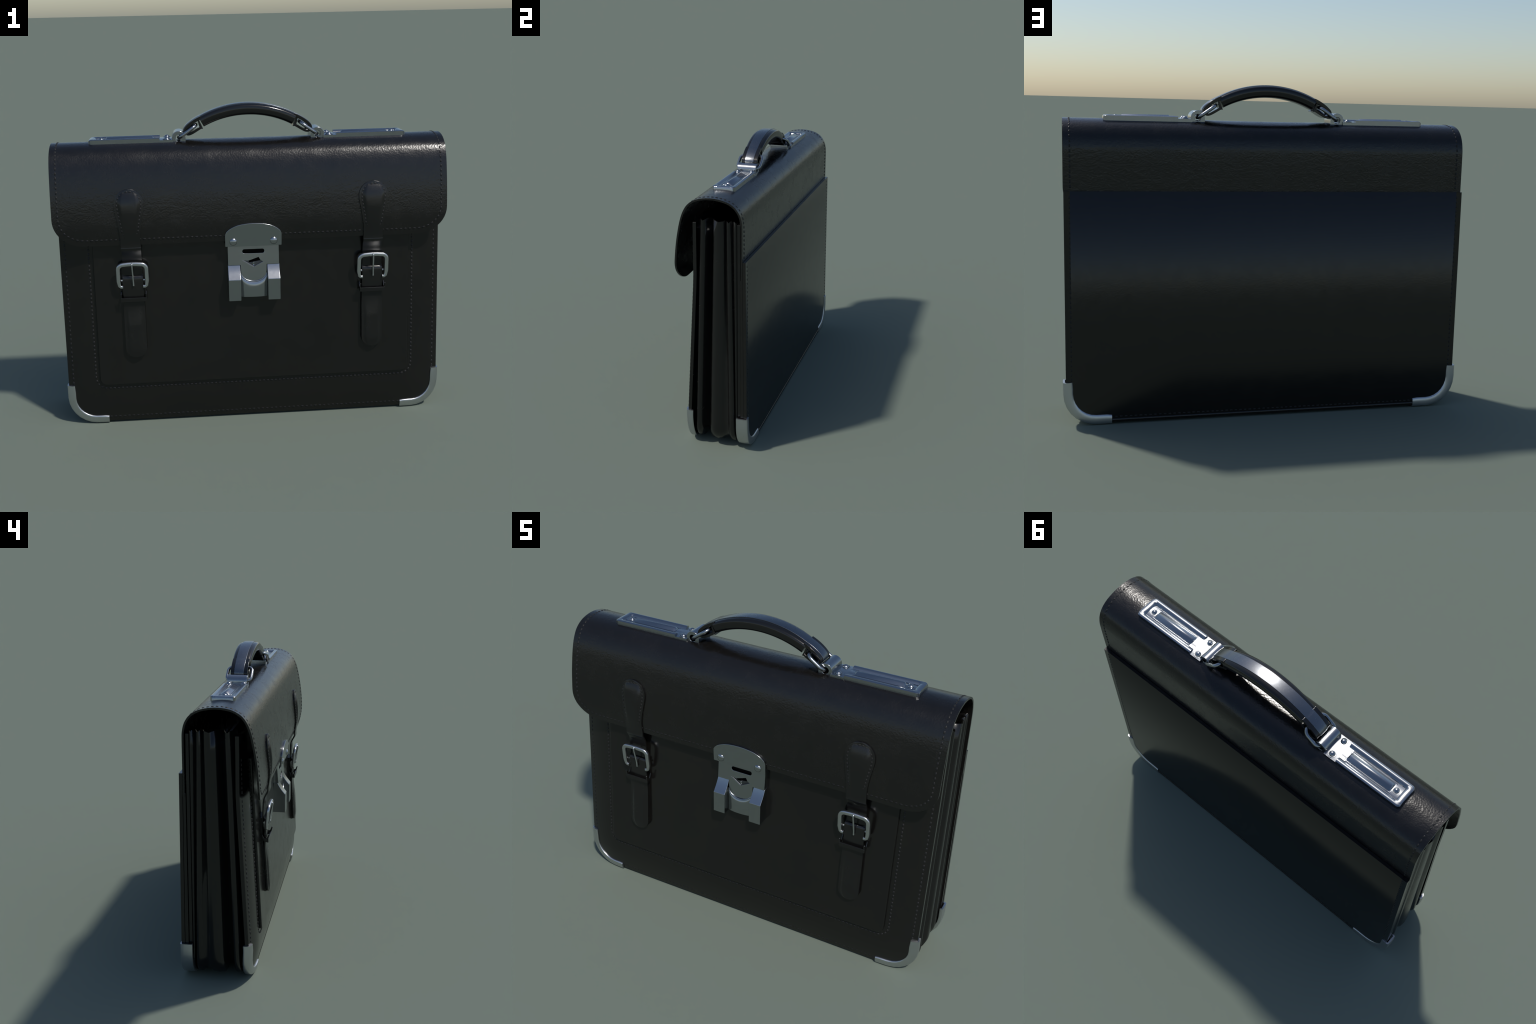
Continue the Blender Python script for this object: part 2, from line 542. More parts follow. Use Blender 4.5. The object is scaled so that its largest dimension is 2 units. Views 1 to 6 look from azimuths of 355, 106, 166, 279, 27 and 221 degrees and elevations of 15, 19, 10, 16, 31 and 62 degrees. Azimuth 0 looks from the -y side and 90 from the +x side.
def strap(cx):
    st = empty('strap', root)
    # upper strap, stitched to the flap and hanging down behind the buckle
    zs = [HEAD_TOP - 0.073 * (1 - cos(k / 20 * pi / 2)) for k in range(21)]
    zs += [lerp(HEAD_TOP - 0.073, 0.950, (k + 1) / 16) for k in range(16)]
    path = [(flap_y(max(z, 0.965)) - 0.0098, z) for z in zs]
    lower = smooth_curve([(0, path[-1][0], 0.950), (0, path[-1][0] + 0.001, 0.940), (0, -0.1725, 0.904), (0, -0.1680, 0.860),
                          (0, -0.1665, 0.800), (0, -0.1650, 0.770)], 5)[1:]
    path += [(p.y, p.z) for p in lower]
    bm = bmesh.new()
    def head_pad(z):
        up = sin(pi / 2 * min(1.0, max(0.0, (HEAD_TOP - 0.017 - z) / 0.070))) ** 0.8
        return 0.0105 * up * min(1.0, max(0.0, (z - 1.0) / 0.12))
    ribbon(path, [head_half_width(z) for y, z in path], 0.0100, cx, bm, head_pad)
    add_obj('strap_head', bm, M_STRAP, st, angle=50, bevel=0.0015)
    # lower strap with a round tip, folded over the buckle bar at its top
    ctrl = [(0, -0.1650, 0.797), (0, -0.1740, 0.800), (0, -0.1795, 0.787), (0, -0.1810, 0.760), (0, -0.1800, 0.720), (0, -0.1785, 0.680),
            (0, -0.1780, 0.620), (0, -0.1835, 0.540), (0, -0.1890, 0.450), (0, -0.1950, 0.372)]
    lp = resample(smooth_curve(ctrl, 8), count=56)
    tip = 0.053
    def w(z):
        if z < 0.372 + tip:
            t = (0.372 + tip - z) / tip
            return 0.054 * max(0.06, sqrt(max(0.0, 1 - t * t)))
        return interp([(0.6, 0.0535), (0.70, 0.0515), (0.8, 0.0515)], z)
    zz = [(p.y, p.z) for p in lp]
    # add extra rows near the tip so that it is round
    fine = [q for q in zz if q[1] > 0.43]
    for k in range(1, 11):
        z = 0.372 + tip * (1 - sin(k / 10 * pi / 2))
        fine.append((interp([(q[1], q[0]) for q in zz[::-1]][:40], z), z))
    bm = bmesh.new()
    ribbon(fine, [w(z) for y, z in fine], 0.011, cx, bm, lambda z: 0.006 * min(1.0, max(0.0, (0.64 - z) / 0.1)) * min(1.0, max(0.0, (z - 0.375) / 0.04)))
    add_obj('strap_tail', bm, M_STRAP, st, angle=50, bevel=0.0015)
    # backing strip sewn to the pocket
    bk = [(y_pocket(z) - 0.010, z) for z in [0.80, 0.75, 0.70, 0.62, 0.55, 0.48, 0.43]]
    bk += [(y_pocket(z) - 0.010, z) for z in [0.368 + 0.054 * (1 - sin(k / 10 * pi / 2)) for k in range(1, 11)]]
    def wb(z):
        t = (0.422 - z) / 0.054
        return 0.0505 if t <= 0 else 0.0505 * max(0.06, sqrt(max(0, 1 - t * t)))
    bm = bmesh.new()
    ribbon(bk, [wb(z) for y, z in bk], 0.0105, cx, bm)
    add_obj('strap_backing', bm, M_STRAP, st, angle=50, bevel=0.0015)

    # buckle frame: an arch of flattened wire, open below, with hooks that turn in to the bar
    def buckle_y(z):
        return lerp(-0.1800, -0.1930, (z - 0.735) / 0.14)
    W, ZT, ZB = 0.0705, 0.864, 0.747
    pts = [(-W + 0.020, ZB - 0.001), (-W + 0.010, ZB - 0.001), (-W + 0.003, ZB + 0.004)]
    pts += [(-W - 0.0005, ZB + 0.03)]
    rr = 0.026
    for k in range(7):
        a = pi - k / 6 * pi / 2
        pts.append((-W + rr + rr * cos(a), ZT - rr + rr * sin(a)))
    pts.append((-0.02, ZT + 0.002))
    pts = pts + [(0.0, ZT + 0.0025)] + [(-x, z) for x, z in pts[::-1]]
    bm = bmesh.new()
    rings = []
    for i, (x, z) in enumerate(pts):
        a, b = pts[max(0, i - 1)], pts[min(len(pts) - 1, i + 1)]
        t = Vector((b[0] - a[0], 0, b[1] - a[1])).normalized()
        nrm = Vector((t.z, 0, -t.x))
        c = Vector((cx + x, buckle_y(z), z))
        e = min(i, len(pts) - 1 - i)
        hw = 0.0105 if e > 2 else 0.008
        hd = 0.0095 if e > 2 else 0.008
        ring = []
        for k in range(16):
            ang = 2 * pi * k / 16
            ca, sa = cos(ang), sin(ang)
            ring.append(c + nrm * (hw * math.copysign(abs(ca) ** 0.65, ca)) + Vector((0, hd * math.copysign(abs(sa) ** 0.65, sa), 0)))
        rings.append(ring)
    loft(bm, rings)
    add_obj('buckle', bm, M_BUCKLE, st, angle=60)
    # bar that carries the frame, its ends just show beside the strap
    bm = bmesh.new()
    tube(bm, [(cx - 0.0590, -0.1700, 0.777), (cx + 0.0590, -0.1700, 0.777)], 0.0055, 12)
    add_obj('buckle_bar', bm, M_BUCKLE, st, angle=50)
    # prong
    bm = bmesh.new()
    pr = smooth_curve([(cx, -0.189, 0.872), (cx, -0.2045, 0.868), (cx + 0.0005, -0.2035, 0.850), (cx + 0.0015, -0.195, 0.810), (cx + 0.0025, -0.1890, 0.775), (cx + 0.003, -0.1880, 0.752)], 5)
    tube(bm, pr, lambda t: 0.0042, 10)
    add_obj('prong', bm, M_BUCKLE, st, angle=60)
    # keeper loop: a narrow leather band round both layers
    bm = bmesh.new()
    yb = y_pocket(0.69) - 0.004
    for (x0, x1, y0, y1, z0, z1) in ((-0.0655, 0.0655, -0.1930, -0.1860, 0.669, 0.690),):
        box(bm, cx + x0, cx + x1, y0, y1, z0, z1)
    for s in (-1, 1):
        xo, xi = cx + s * 0.0655, cx + s * 0.0595
        lo, hi = min(xo, xi), max(xo, xi)
        sec = [(-0.1858, 0.670), (-0.1925, 0.691), (-0.1985, 0.712), (-0.1935, 0.716), (-0.1840, 0.694), (-0.1700, 0.691), (yb, 0.716), (yb, 0.690), (-0.1700, 0.671)]
        loft(bm, [[(lo, y, z) for y, z in sec], [(hi, y, z) for y, z in sec]])
    add_obj('keeper', bm, M_STRAP, st, angle=35, bevel=0.0015, merge=False)
    return st
for cx in (-0.608, 0.609):
    strap(cx)

# ------------------------------------------------------------------ lock
def arc_pts(cx, cz, rx, rz, a0, a1, n):
    return [(cx + rx * cos(lerp(a0, a1, k / n)), cz + rz * sin(lerp(a0, a1, k / n))) for k in range(n + 1)]

LOCK_X = 0.0015
lock = empty('lock', root)
def build_lock():
    X = LOCK_X
    # escutcheon on the flap: flat bottom, rounded shoulders, arched top
    yp = lambda x, z: flap_y(max(z, 0.965)) - 0.001
    hw = 0.142
    ztop, zlow = 1.052, 0.934
    pts = [(X - hw, zlow), (X + hw, zlow), (X + hw, 0.990)]
    shoulder = [(0.1405, 1.000), (0.134, 1.012), (0.121, 1.024), (0.104, 1.034), (0.080, 1.0435), (0.055, 1.0485), (0.028, 1.0515), (0.0, 1.0525)]
    pts += [(X + x, z) for x, z in shoulder] + [(X - x, z) for x, z in shoulder[-2::-1]] + [(X - hw, 0.990)]
    bm = bmesh.new()
    prism_y(bm, pts, lambda x, z: yp(x, z) - 0.0085, lambda x, z: yp(x, z) + 0.002)
    add_obj('escutcheon', bm, M_METAL, lock, bevel=0.0022)
    for sx in (-1, 1):
        bm = bmesh.new()
        dome(bm, (X + sx * 0.1015, yp(0, 0.960) - 0.0085, 0.9595), (0, -1, 0.03), 0.0195, 0.0105)
        add_obj('lock_rivet', bm, M_METAL, lock, angle=60)

    # base box on the pocket with two front legs; the leg tops slope back to the hasp
    yback = -0.146
    for sx in (-1, 1):
        x0, x1 = X + sx * 0.0685, X + sx * 0.1310
        lo, hi = min(x0, x1), max(x0, x1)
        sec = [(yback, 0.656), (-0.2150, 0.656), (-0.2150, 0.766)]
        for k in range(1, 7):          # slope with a slight hollow
            t = k / 6
            sec.append((lerp(-0.2150, -0.1690, t) + 0.004 * sin(pi * t), lerp(0.766, 0.834, t)))
        sec.append((yback, 0.834))
        bm = bmesh.new()
        loft(bm, [[(lo, y, z) for y, z in sec], [(hi, y, z) for y, z in sec]])
        add_obj('lock_leg', bm, M_METAL, lock, angle=28, bevel=0.0022)
    bm = bmesh.new()
    rows = []
    for k in range(25):                # the middle: swelling front between the legs, its top scooped out round the tongue
        x = lerp(-0.0675, 0.0675, k / 24)
        q = sqrt(max(0.0, 1 - (x / 0.0690) ** 2))
        y = -0.1735 - 0.0190 * q ** 0.8
        zs = 0.802 - 0.054 * q         # scooped rim
        rows.append([(X + x, y, 0.668), (X + x, y, zs - 0.030), (X + x, y + 0.0015, zs - 0.016), (X + x, y + 0.0050, zs - 0.005), (X + x, y + 0.009, zs), (X + x, yback, zs), (X + x, yback, 0.668)])
    loft(bm, rows)
    add_obj('lock_body', bm, M_METAL, lock, angle=35)
    bm = bmesh.new()
    box(bm, X - 0.1285, X + 0.1285, -0.132, -0.1500, 0.79, 0.95)
    add_obj('lock_base', bm, M_METAL, lock, bevel=0.002)
    for sx in (-1, 1):                 # solid cheeks between hasp and pocket
        bm = bmesh.new()
        lo, hi = sorted((X + sx * 0.0700, X + sx * 0.1280))
        sec = [(-0.1310, 0.800), (-0.1670, 0.800), (-0.1550, 0.945), (-0.1310, 0.945)]
        loft(bm, [[(lo, y, z) for y, z in sec], [(hi, y, z) for y, z in sec]])
        add_obj('lock_cheek', bm, M_METAL, lock, angle=30)

    # hasp: plate with a slot and a key opening, tongue with a round end below
    yf0, yf1 = -0.1650, -0.1820       # front face at the top and at the tongue's end
    def yf(x, z):
        return lerp(yf0, yf1, min(1, max(0, (0.935 - z) / 0.19)))
    T = 0.009
    out = [(-0.1295, 0.940), (-0.1295, 0.832), (-0.066, 0.832), (-0.0655, 0.800)]
    out += [(0.0655 * cos(a), 0.800 + 0.062 * sin(a)) for a in [pi + k / 16 * pi for k in range(1, 16)]]
    out += [(0.0655, 0.800), (0.066, 0.832), (0.1295, 0.832), (0.1295, 0.940)]
    slot = arc_pts(-0.046, 0.9015, 0.0095, 0.0105, 0.5 * pi, 1.5 * pi, 6) + arc_pts(0.046, 0.9015, 0.0095, 0.0105, -0.5 * pi, 0.5 * pi, 6)
    vee = [(-0.052, 0.8545), (-0.028, 0.8520), (0.026, 0.8700), (0.036, 0.8520), (0.048, 0.8465), (0.0, 0.8215)]
    bm = bmesh.new()
    geom = []
    for loop in (out, slot, vee):
        vs = [bm.verts.new((X + x, 0, z)) for x, z in loop]
        geom += [bm.edges.new((vs[i], vs[(i + 1) % len(vs)])) for i in range(len(vs))]
    bmesh.ops.triangle_fill(bm, use_beauty=True, use_dissolve=False, edges=geom)
    # drop triangles that fell inside the two openings
    def inside(poly, x, z):
        c = False
        for i in range(len(poly)):
            (x0, z0), (x1, z1) = poly[i], poly[i - 1]
            if (z0 > z) != (z1 > z) and x < (x1 - x0) * (z - z0) / (z1 - z0) + x0:
                c = not c
        return c
    bad = [f for f in bm.faces if any(inside(p, f.calc_center_median().x - X, f.calc_center_median().z) for p in (slot, vee))]
    if bad:
        bmesh.ops.delete(bm, geom=bad, context='FACES')
    front = list(bm.faces)
    ext = bmesh.ops.extrude_face_region(bm, geom=front, use_keep_orig=True)
    moved = {v for v in ext['geom'] if isinstance(v, bmesh.types.BMVert)}
    for v in bm.verts:
        v.co.y = yf(v.co.x, v.co.z) + (T if v in moved else 0.0)
    add_obj('hasp', bm, M_METAL, lock, angle=30, bevel=0.0016, merge=False)
    # black plates standing in for shaded depth behind the slot and the key opening
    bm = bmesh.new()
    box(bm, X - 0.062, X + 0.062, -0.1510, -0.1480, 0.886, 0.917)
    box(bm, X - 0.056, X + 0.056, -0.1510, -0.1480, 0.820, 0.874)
    add_obj('opening_backing', bm, M_BACKING, lock, merge=False)
    # sunken floor of the vee below the black key slot
    bm = bmesh.new()
    prism_y(bm, [(X + x, z) for x, z in ((-0.054, 0.8560), (0.0, 0.8200), (0.050, 0.8460), (0.038, 0.8530), (-0.022, 0.8430), (-0.028, 0.8530))],
            lambda x, z: yf(x, z) + 0.0042, lambda x, z: yf(x, z) + 0.008)
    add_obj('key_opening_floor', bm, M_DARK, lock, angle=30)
    # bevelled lips of the vee and the pin of the key
    bm = bmesh.new()
    for a, b in (((-0.052, 0.8545), (0.0, 0.8215)), ((0.0, 0.8215), (0.048, 0.8465))):
        tube(bm, [(X + a[0], yf(0, a[1]) + 0.0025, a[1]), (X + b[0], yf(0, b[1]) + 0.0026, b[1])], 0.0026, 8)
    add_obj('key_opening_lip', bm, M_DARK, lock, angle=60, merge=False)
    bm = bmesh.new()
    tube(bm, [(X - 0.001, -0.149, 0.842), (X - 0.001, -0.1650, 0.840), (X - 0.001, -0.1720, 0.839)], lambda t: lerp(0.0085, 0.0065, t), 14)
    tube(bm, [(X, -0.164, 0.840), (X, -0.169, 0.826)], 0.0045, 10)
    add_obj('key_pin', bm, M_METAL, lock, angle=50, bevel=0.001, merge=False)
    # half-round lip that runs along the scooped rim
    bm = bmesh.new()
    lip = []
    for k in range(25):
        x = 0.0665 * -cos(k / 24 * pi)
        q = sqrt(max(0.0, 1 - (x / 0.0690) ** 2))
        lip.append((X + x, -0.1735 - 0.0190 * q ** 0.8 + 0.0075, 0.8015 - 0.054 * q))
    tube(bm, lip, 0.0038, 8)
    add_obj('tongue_lip', bm, M_METAL, lock, angle=60)
build_lock()

# ------------------------------------------------------------------ nickel corner guards: a U channel bent round each board's corner
def corner_guard(side, front):
    hw = HW_FRONT if front else HW_BACK
    yo = (lambda x, z: y_front(x, z) - 0.0075) if front else (lambda x, z: 0.2175 - 0.003 * min(1, z / 0.3))
    yi = (lambda x, z: y_front(x, z) + 0.0265) if front else (lambda x, z: 0.1525)
    grow = 0.008 if front else 0.0132
    hw = hw + grow
    zb, r = 0.0005, R_CORNER + (0.006 if front else 0.020)
    z_top, x_end = 0.213, 0.772
    depth, t = (0.043 if front else 0.047), 0.006
    path = [(hw, z, 1, 0) for z in (z_top, lerp(z_top, zb + r, 0.5))]
    nseg = 7                                   # pressed from sheet: faintly faceted bend
    for k in range(nseg + 1):
        a = -k / nseg * pi / 2
        path.append((hw - r + r * cos(a), zb + r + r * sin(a), cos(a), sin(a)))
    path += [(lerp(hw - r, x_end, f), zb, 0, -1) for f in (0.35, 0.7, 1.0)]
    rings = []
    for i, (x, z, nx, nz) in enumerate(path):
        d = depth
        if i in (0, len(path) - 1):
            d = depth - 0.003
        sec = []
        Ys = lambda dd, f: f(x - nx * dd, z - nz * dd)
        sgn = 1 if front else -1
        # walk round the U: outer back, outer front, lip, inner front, inner back, back lip
        e = 0.004
        for dd, y in ((e, Ys(0, yi)), (0.001, Ys(0, yi) - sgn * 0.002), (-0.0005, lerp(Ys(0, yi), Ys(0, yo), 0.3)), (-0.0005, lerp(Ys(0, yi), Ys(0, yo), 0.7)),
                      (0.0005, Ys(0, yo) + sgn * 0.0045), (0.002, Ys(0, yo) + sgn * 0.0015), (0.006, Ys(0.006, yo) - sgn * 0.0008), (0.015, Ys(0.015, yo) - sgn * 0.0022),
                      (0.027, Ys(0.027, yo) - sgn * 0.0022), (d - 0.008, Ys(d - 0.008, yo) - sgn * 0.0012), (d - 0.003, Ys(d, yo) + sgn * 0.0012), (d, Ys(d, yo) + sgn * 0.0045), (d, Ys(d, yo) + sgn * (t + 0.003)),
                      (t + 0.003, Ys(t, yo) + sgn * t), (t + 0.003, Ys(t, yi) - sgn * t), (0.016, Ys(0.016, yi) - sgn * t), (0.016, Ys(0.016, yi))):
            sec.append((side * (x - nx * dd), y, max(0.0, z - nz * dd)))
        rings.append(sec)
    bm = bmesh.new()
    loft(bm, rings)
    return add_obj('corner_guard', bm, M_GUARD, root, angle=50)
for front in (True, False):
    for side in (-1, 1):
        corner_guard(side, front)

# ------------------------------------------------------------------ handle plates
PY = 0.022            # centre line of the top fittings
def handle_plate(side):
    pl = empty('handle_plate', root)
    X = lambda x: side * x
    z0 = 1.4570
    # base sheet follows the slightly rounded top of the flap
    def top_z(y):
        s = min(_fp, key=lambda p: abs(p.y - y) + (10 if p.z < 1.38 else 0))
        return s.z
    hw = 0.0635
    # cross-section in y: (offset, height of the sheet's top)
    RIMU = (1.0, 0.985, 0.955, 0.92, 0.88, 0.84, 0.80, 0.76, 0.72, 0.68, 0.64, 0.61, 0.585, 0.565, 0.55, 0.50, 0.43, 0.36, 0.15)
    def section(x, rim=True):
        pts = []
        for u in [q * f for q, fs in ((-1, RIMU), (1, RIMU[::-1])) for f in fs]:
            a = abs(u)
            if rim:
                if a < 0.56:       # recessed floor, falling away from the bar to a groove
                    h = 0.0056 - 0.0044 * (a / 0.56) ** 2
                else:              # rounded rim
                    h = 0.0022 + 0.0108 * sin(pi * (a - 0.56) / 0.56) ** 0.75
            else:
                h = 0.0130 if a < 0.76 else 0.0022 + 0.0108 * sin(pi * (a - 0.56) / 0.56) ** 0.75
            pts.append((PY + u * hw, z0 + h))
        return pts
    xs = [(0.4455, True), (0.60, True), (0.758, True), (0.7625, True), (0.7635, 0.25), (0.766, 0.5), (0.770, 0.75), (0.776, 0.93), (0.783, 1.0), (0.790, 0.9), (0.795, 0.7), (0.798, 0.0)]
    O, I = [], []
    for x, mode in xs:
        a, b = section(x, True), section(x, False)
        if mode is True:
            row = a
        elif x < 0.786:            # the far side of the rim rises out of the recess
            row = [(p[0], lerp(p[1], max(p[1], q[1]), mode)) for p, q in zip(a, b)]
        else:
            row = [(q[0], z0 + (q[1] - z0) * (0.35 + 0.65 * mode)) for q in b]
        corner = 0.010 if x > 0.79 else (0.003 if x > 0.783 else 0.0)
        O.append([(X(x), lerp(PY, y, 1 - corner / hw), z) for y, z in row])
        I.append([(X(x), lerp(PY, y, 1 - corner / hw), 1.4390) for y, z in row])
    bm = bmesh.new()
    shell(bm, O, I)
    add_obj('name_plate', bm, M_METAL, pl, angle=38)
    # embossed bar with bevelled flanks on the recessed floor
    bm = bmesh.new()
    zt = z0 + 0.0175
    r = lambda x0, x1, w, z: [(X(x0), PY - w, z), (X(x1), PY - w, z), (X(x1), PY + w, z), (X(x0), PY + w, z)]
    bar = []
    for x, k in ((0.474, 0.0), (0.4745, 0.25), (0.485, 1.0), (0.596, 1.0), (0.707, 1.0), (0.7175, 0.25), (0.718, 0.0)):
        arcrow = []
        for q in range(13):
            a = pi * q / 12
            w, h = 0.0250, (zt - z0 - 0.004) * k + 0.004
            arcrow.append((X(x), PY + w * cos(a), z0 + 0.0005 + h * (0.25 * (sin(a) > 0.01) + 0.75 * (1 - abs(cos(a)) ** 1.3))))
        bar.append(arcrow)
    loft(bm, bar)
    add_obj('embossed_bar', bm, M_METAL, pl, angle=45)
    # raised line framing the bar
    bm = bmesh.new()
    rect = [(0.470, -0.0285), (0.722, -0.0285), (0.722, 0.0285), (0.470, 0.0285)]
    line = []
    for (xa, ya), (xb, yb) in zip(rect, rect[1:] + rect[:1]):
        line += [(X(lerp(xa, xb, k / 6)), PY + lerp(ya, yb, k / 6), z0 + 0.0030) for k in range(6)]
    tube(bm, line, 0.0024, 8, closed=True)
    add_obj('bar_frame', bm, M_METAL, pl, angle=60)
    # riveted tab next to the ring loop
    bm = bmesh.new()
    us = [lerp(-1, 1, k / 12) for k in range(13)]
    sec = [(PY - hw - 0.001, 1.4390)] + [(PY + u * (hw + 0.001), z0 + 0.0050 - 0.0038 * u * u) for u in us] + [(PY + hw + 0.001, 1.4390)]
    loft(bm, [[(X(x), y, z) for y, z in sec] for x in (0.3785, 0.4462)])
    # tongue that runs on into the recess
    box(bm, min(X(0.444), X(0.4755)), max(X(0.444), X(0.4755)), PY - 0.034, PY + 0.034, z0, z0 + 0.0042)
    add_obj('rivet_tab', bm, M_METAL, pl, angle=30, merge=False)
    for x, y, rr in ((0.4095, PY - 0.0405, 0.0150), (0.4095, PY + 0.0405, 0.0150), (0.738, PY, 0.0150)):
        bm = bmesh.new()
        dome(bm, (X(x), y, z0 + 0.0030), (0, 0, 1), rr, 0.0125)
        add_obj('plate_rivet', bm, M_METAL, pl, angle=60)
        bm = bmesh.new()
        ring = [(X(x) + (rr + 0.0045) * cos(k / 24 * 2 * pi), y + (rr + 0.0045) * sin(k / 24 * 2 * pi), z0 + 0.0032) for k in range(24)]
        tube(bm, ring, 0.0020, 8, closed=True)
        add_obj('rivet_collar', bm, M_METAL, pl, angle=60)
    # ring loop: an arched tunnel
    cxl, cz = 0.350, 1.4655
    Ro, Ri = 0.0345, 0.0165
    outer = [(-Ro, 1.438)] + [(Ro * cos(a), cz + Ro * sin(a)) for a in [pi - k / 16 * pi for k in range(17)]] + [(Ro, 1.438)]
    # close the foot below and cut one round hole
    foot = [(lerp(Ro, -Ro, k / 8), 1.438) for k in range(1, 8)]
    outer = outer + foot
    inner = []
    for x, z in outer:
        a = atan2(z - cz, x)
        inner.append((Ri * cos(a), cz + Ri * sin(a)))
    y0, y1 = PY - 0.055, PY + 0.055
    bm = bmesh.new()
    loops = [[bm.verts.new((X(cxl + x), y, z)) for x, z in L] for y in (y0, y1) for L in (outer, inner)]
    n = len(outer)
    o0, i0, o1, i1 = loops
    for k in range(n):
        j = (k + 1) % n
        bm.faces.new((o0[k], o0[j], i0[j], i0[k]))
        bm.faces.new((o1[k], i1[k], i1[j], o1[j]))
        bm.faces.new((o0[k], o1[k], o1[j], o0[j]))
        bm.faces.new((i0[k], i0[j], i1[j], i1[k]))
    add_obj('ring_loop', bm, M_METAL, pl, angle=35, bevel=0.0022)
    # carrying ring: rounded rectangle of wire through the loop and the handle's eye
    a, b = Vector((0.349, 0, 1.4655)), Vector((0.262, 0, 1.5265))
    d = (b - a).normalized()
    hw2, rad = 0.066, 0.030
    half = (b - a).length / 2
    c = (a + b) / 2
    path = []
    for qx, qy, a0 in ((1, 1, 0), (-1, 1, pi / 2), (-1, -1, pi), (1, -1, 1.5 * pi)):
        for k in range(7):
            an = a0 + k / 6 * pi / 2
            u = qx * (half - rad) + rad * cos(an)
            v = qy * (hw2 - rad) + rad * sin(an)
            p = c + d * u
            path.append((X(p.x), PY - 0.002 + v, p.z))
    bm = bmesh.new()
    tube(bm, path, 0.0088, 14, closed=True)
    add_obj('ring', bm, M_METAL, pl, angle=60)
    return pl
for side in (-1, 1):
    handle_plate(side)

# ------------------------------------------------------------------ handle
handle = empty('handle', root)
HY = 0.021
def arch(x, R, peak):
    return peak - R + sqrt(R * R - x * x)

def build_handle():
    # padded grip, rounded-rectangular in section, thinner and narrower at its ends
    bm = bmesh.new()
    rings = []
    for i in range(33):
        t = i / 32 * 2 - 1
        x = 0.2475 * t
        ang = math.asin(x / 0.523)
        top = Vector((x, 0, arch(x, 0.523, 1.6265)))
        nn = Vector((sin(ang), 0, cos(ang)))
        h = 0.0585 - 0.002 * abs(t) ** 1.6
        w = 0.0550 - 0.0050 * t * t
        ring = []
        for k in range(24):
            a = 2 * pi * k / 24
            ca, sa = cos(a), sin(a)
            yy = w * math.copysign(abs(ca) ** 0.50, ca)
            hh = -h / 2 + (h / 2) * math.copysign(abs(sa) ** (0.48 if sa > 0 else 0.55), sa)
            if sa < 0:
                yy *= 1 - 0.06 * (-sa)
            p = top + nn * hh
            ring.append((p.x, HY + yy, p.z))
        rings.append(ring)
    loft(bm, rings)
    add_obj('grip', bm, M_GRIP, handle, angle=42, bevel=0.0015)

    # end tongues: leather folded round the ring
    for s in (-1, 1):
        ctrl = [(0.236, 1.5710), (0.262, 1.5585), (0.290, 1.5410), (0.313, 1.5210), (0.3235, 1.5050), (0.3215, 1.4885), (0.309, 1.4765),
                (0.292, 1.4760), (0.270, 1.4860), (0.250, 1.4980), (0.232, 1.5085)]
        path = smooth_curve([(x, 0, z) for x, z in ctrl], 4)
        O, I = [], []
        for i, p in enumerate(path):
            a, b = path[max(0, i - 1)], path[min(len(path) - 1, i + 1)]
            d = (b - a).normalized()
            nn = Vector((-d.z, 0, d.x))
            O.append([(s * p.x, HY + v, p.z) for v in (-0.0465, -0.043, 0, 0.043, 0.0465)])
            q = p - nn * interp([(0, 0.0165), (0.25, 0.0160), (0.45, 0.0120), (0.6, 0.0110), (1, 0.0125)], i / (len(path) - 1))
            I.append([(s * q.x, HY + v, q.z) for v in (-0.0465, -0.043, 0, 0.043, 0.0465)])
        bm = bmesh.new()
        shell(bm, O, I)
        # web that closes the eye beside the grip
        loft(bm, [[(s * x, HY + v, z) for x, z in ((0.2475, 1.5560), (0.2530, 1.5500), (0.2480, 1.5300), (0.2420, 1.5060), (0.2255, 1.5060), (0.2365, 1.5300))] for v in (-0.0440, 0.0440)])
        add_obj('handle_tongue', bm, M_GRIP, handle, angle=45, bevel=0.002, merge=False)

    # polished strip along the crown from tip to tip, turned down over the tongues
    pts = []
    for i in range(41):
        x = lerp(-0.245, 0.245, i / 40)
        pts.append(Vector((x, 0, arch(x, 0.523, 1.6300))))
    endc = [(0.245, 1.5695), (0.266, 1.5590), (0.292, 1.5430), (0.3155, 1.5235), (0.3270, 1.5060), (0.3268, 1.4930)]
    right = smooth_curve([(x, 0, z) for x, z in endc], 5)[1:]
    left = [Vector((-p.x, 0, p.z)) for p in right[::-1]]
    path = left + pts + right
    O, I = [], []
    for i, p in enumerate(path):
        a, b = path[max(0, i - 1)], path[min(len(path) - 1, i + 1)]
        d = (b - a).normalized()
        nn = Vector((-d.z, 0, d.x))
        w = 0.0285 - 0.0025 * (abs(p.x) / 0.327) ** 2
        cols = (-1, -0.9, -0.4, 0.4, 0.9, 1)
        O.append([(p.x - nn.x * 0.0012 * c * c, HY + c * w, p.z - nn.z * 0.0012 * c * c) for c in cols])
        q = p - nn * 0.007
        I.append([(q.x, HY + c * w, q.z) for c in cols])
    bm = bmesh.new()
    shell(bm, O, I)
    add_obj('crown_strip', bm, M_STRIP, handle, angle=40, bevel=0.0012)
build_handle()

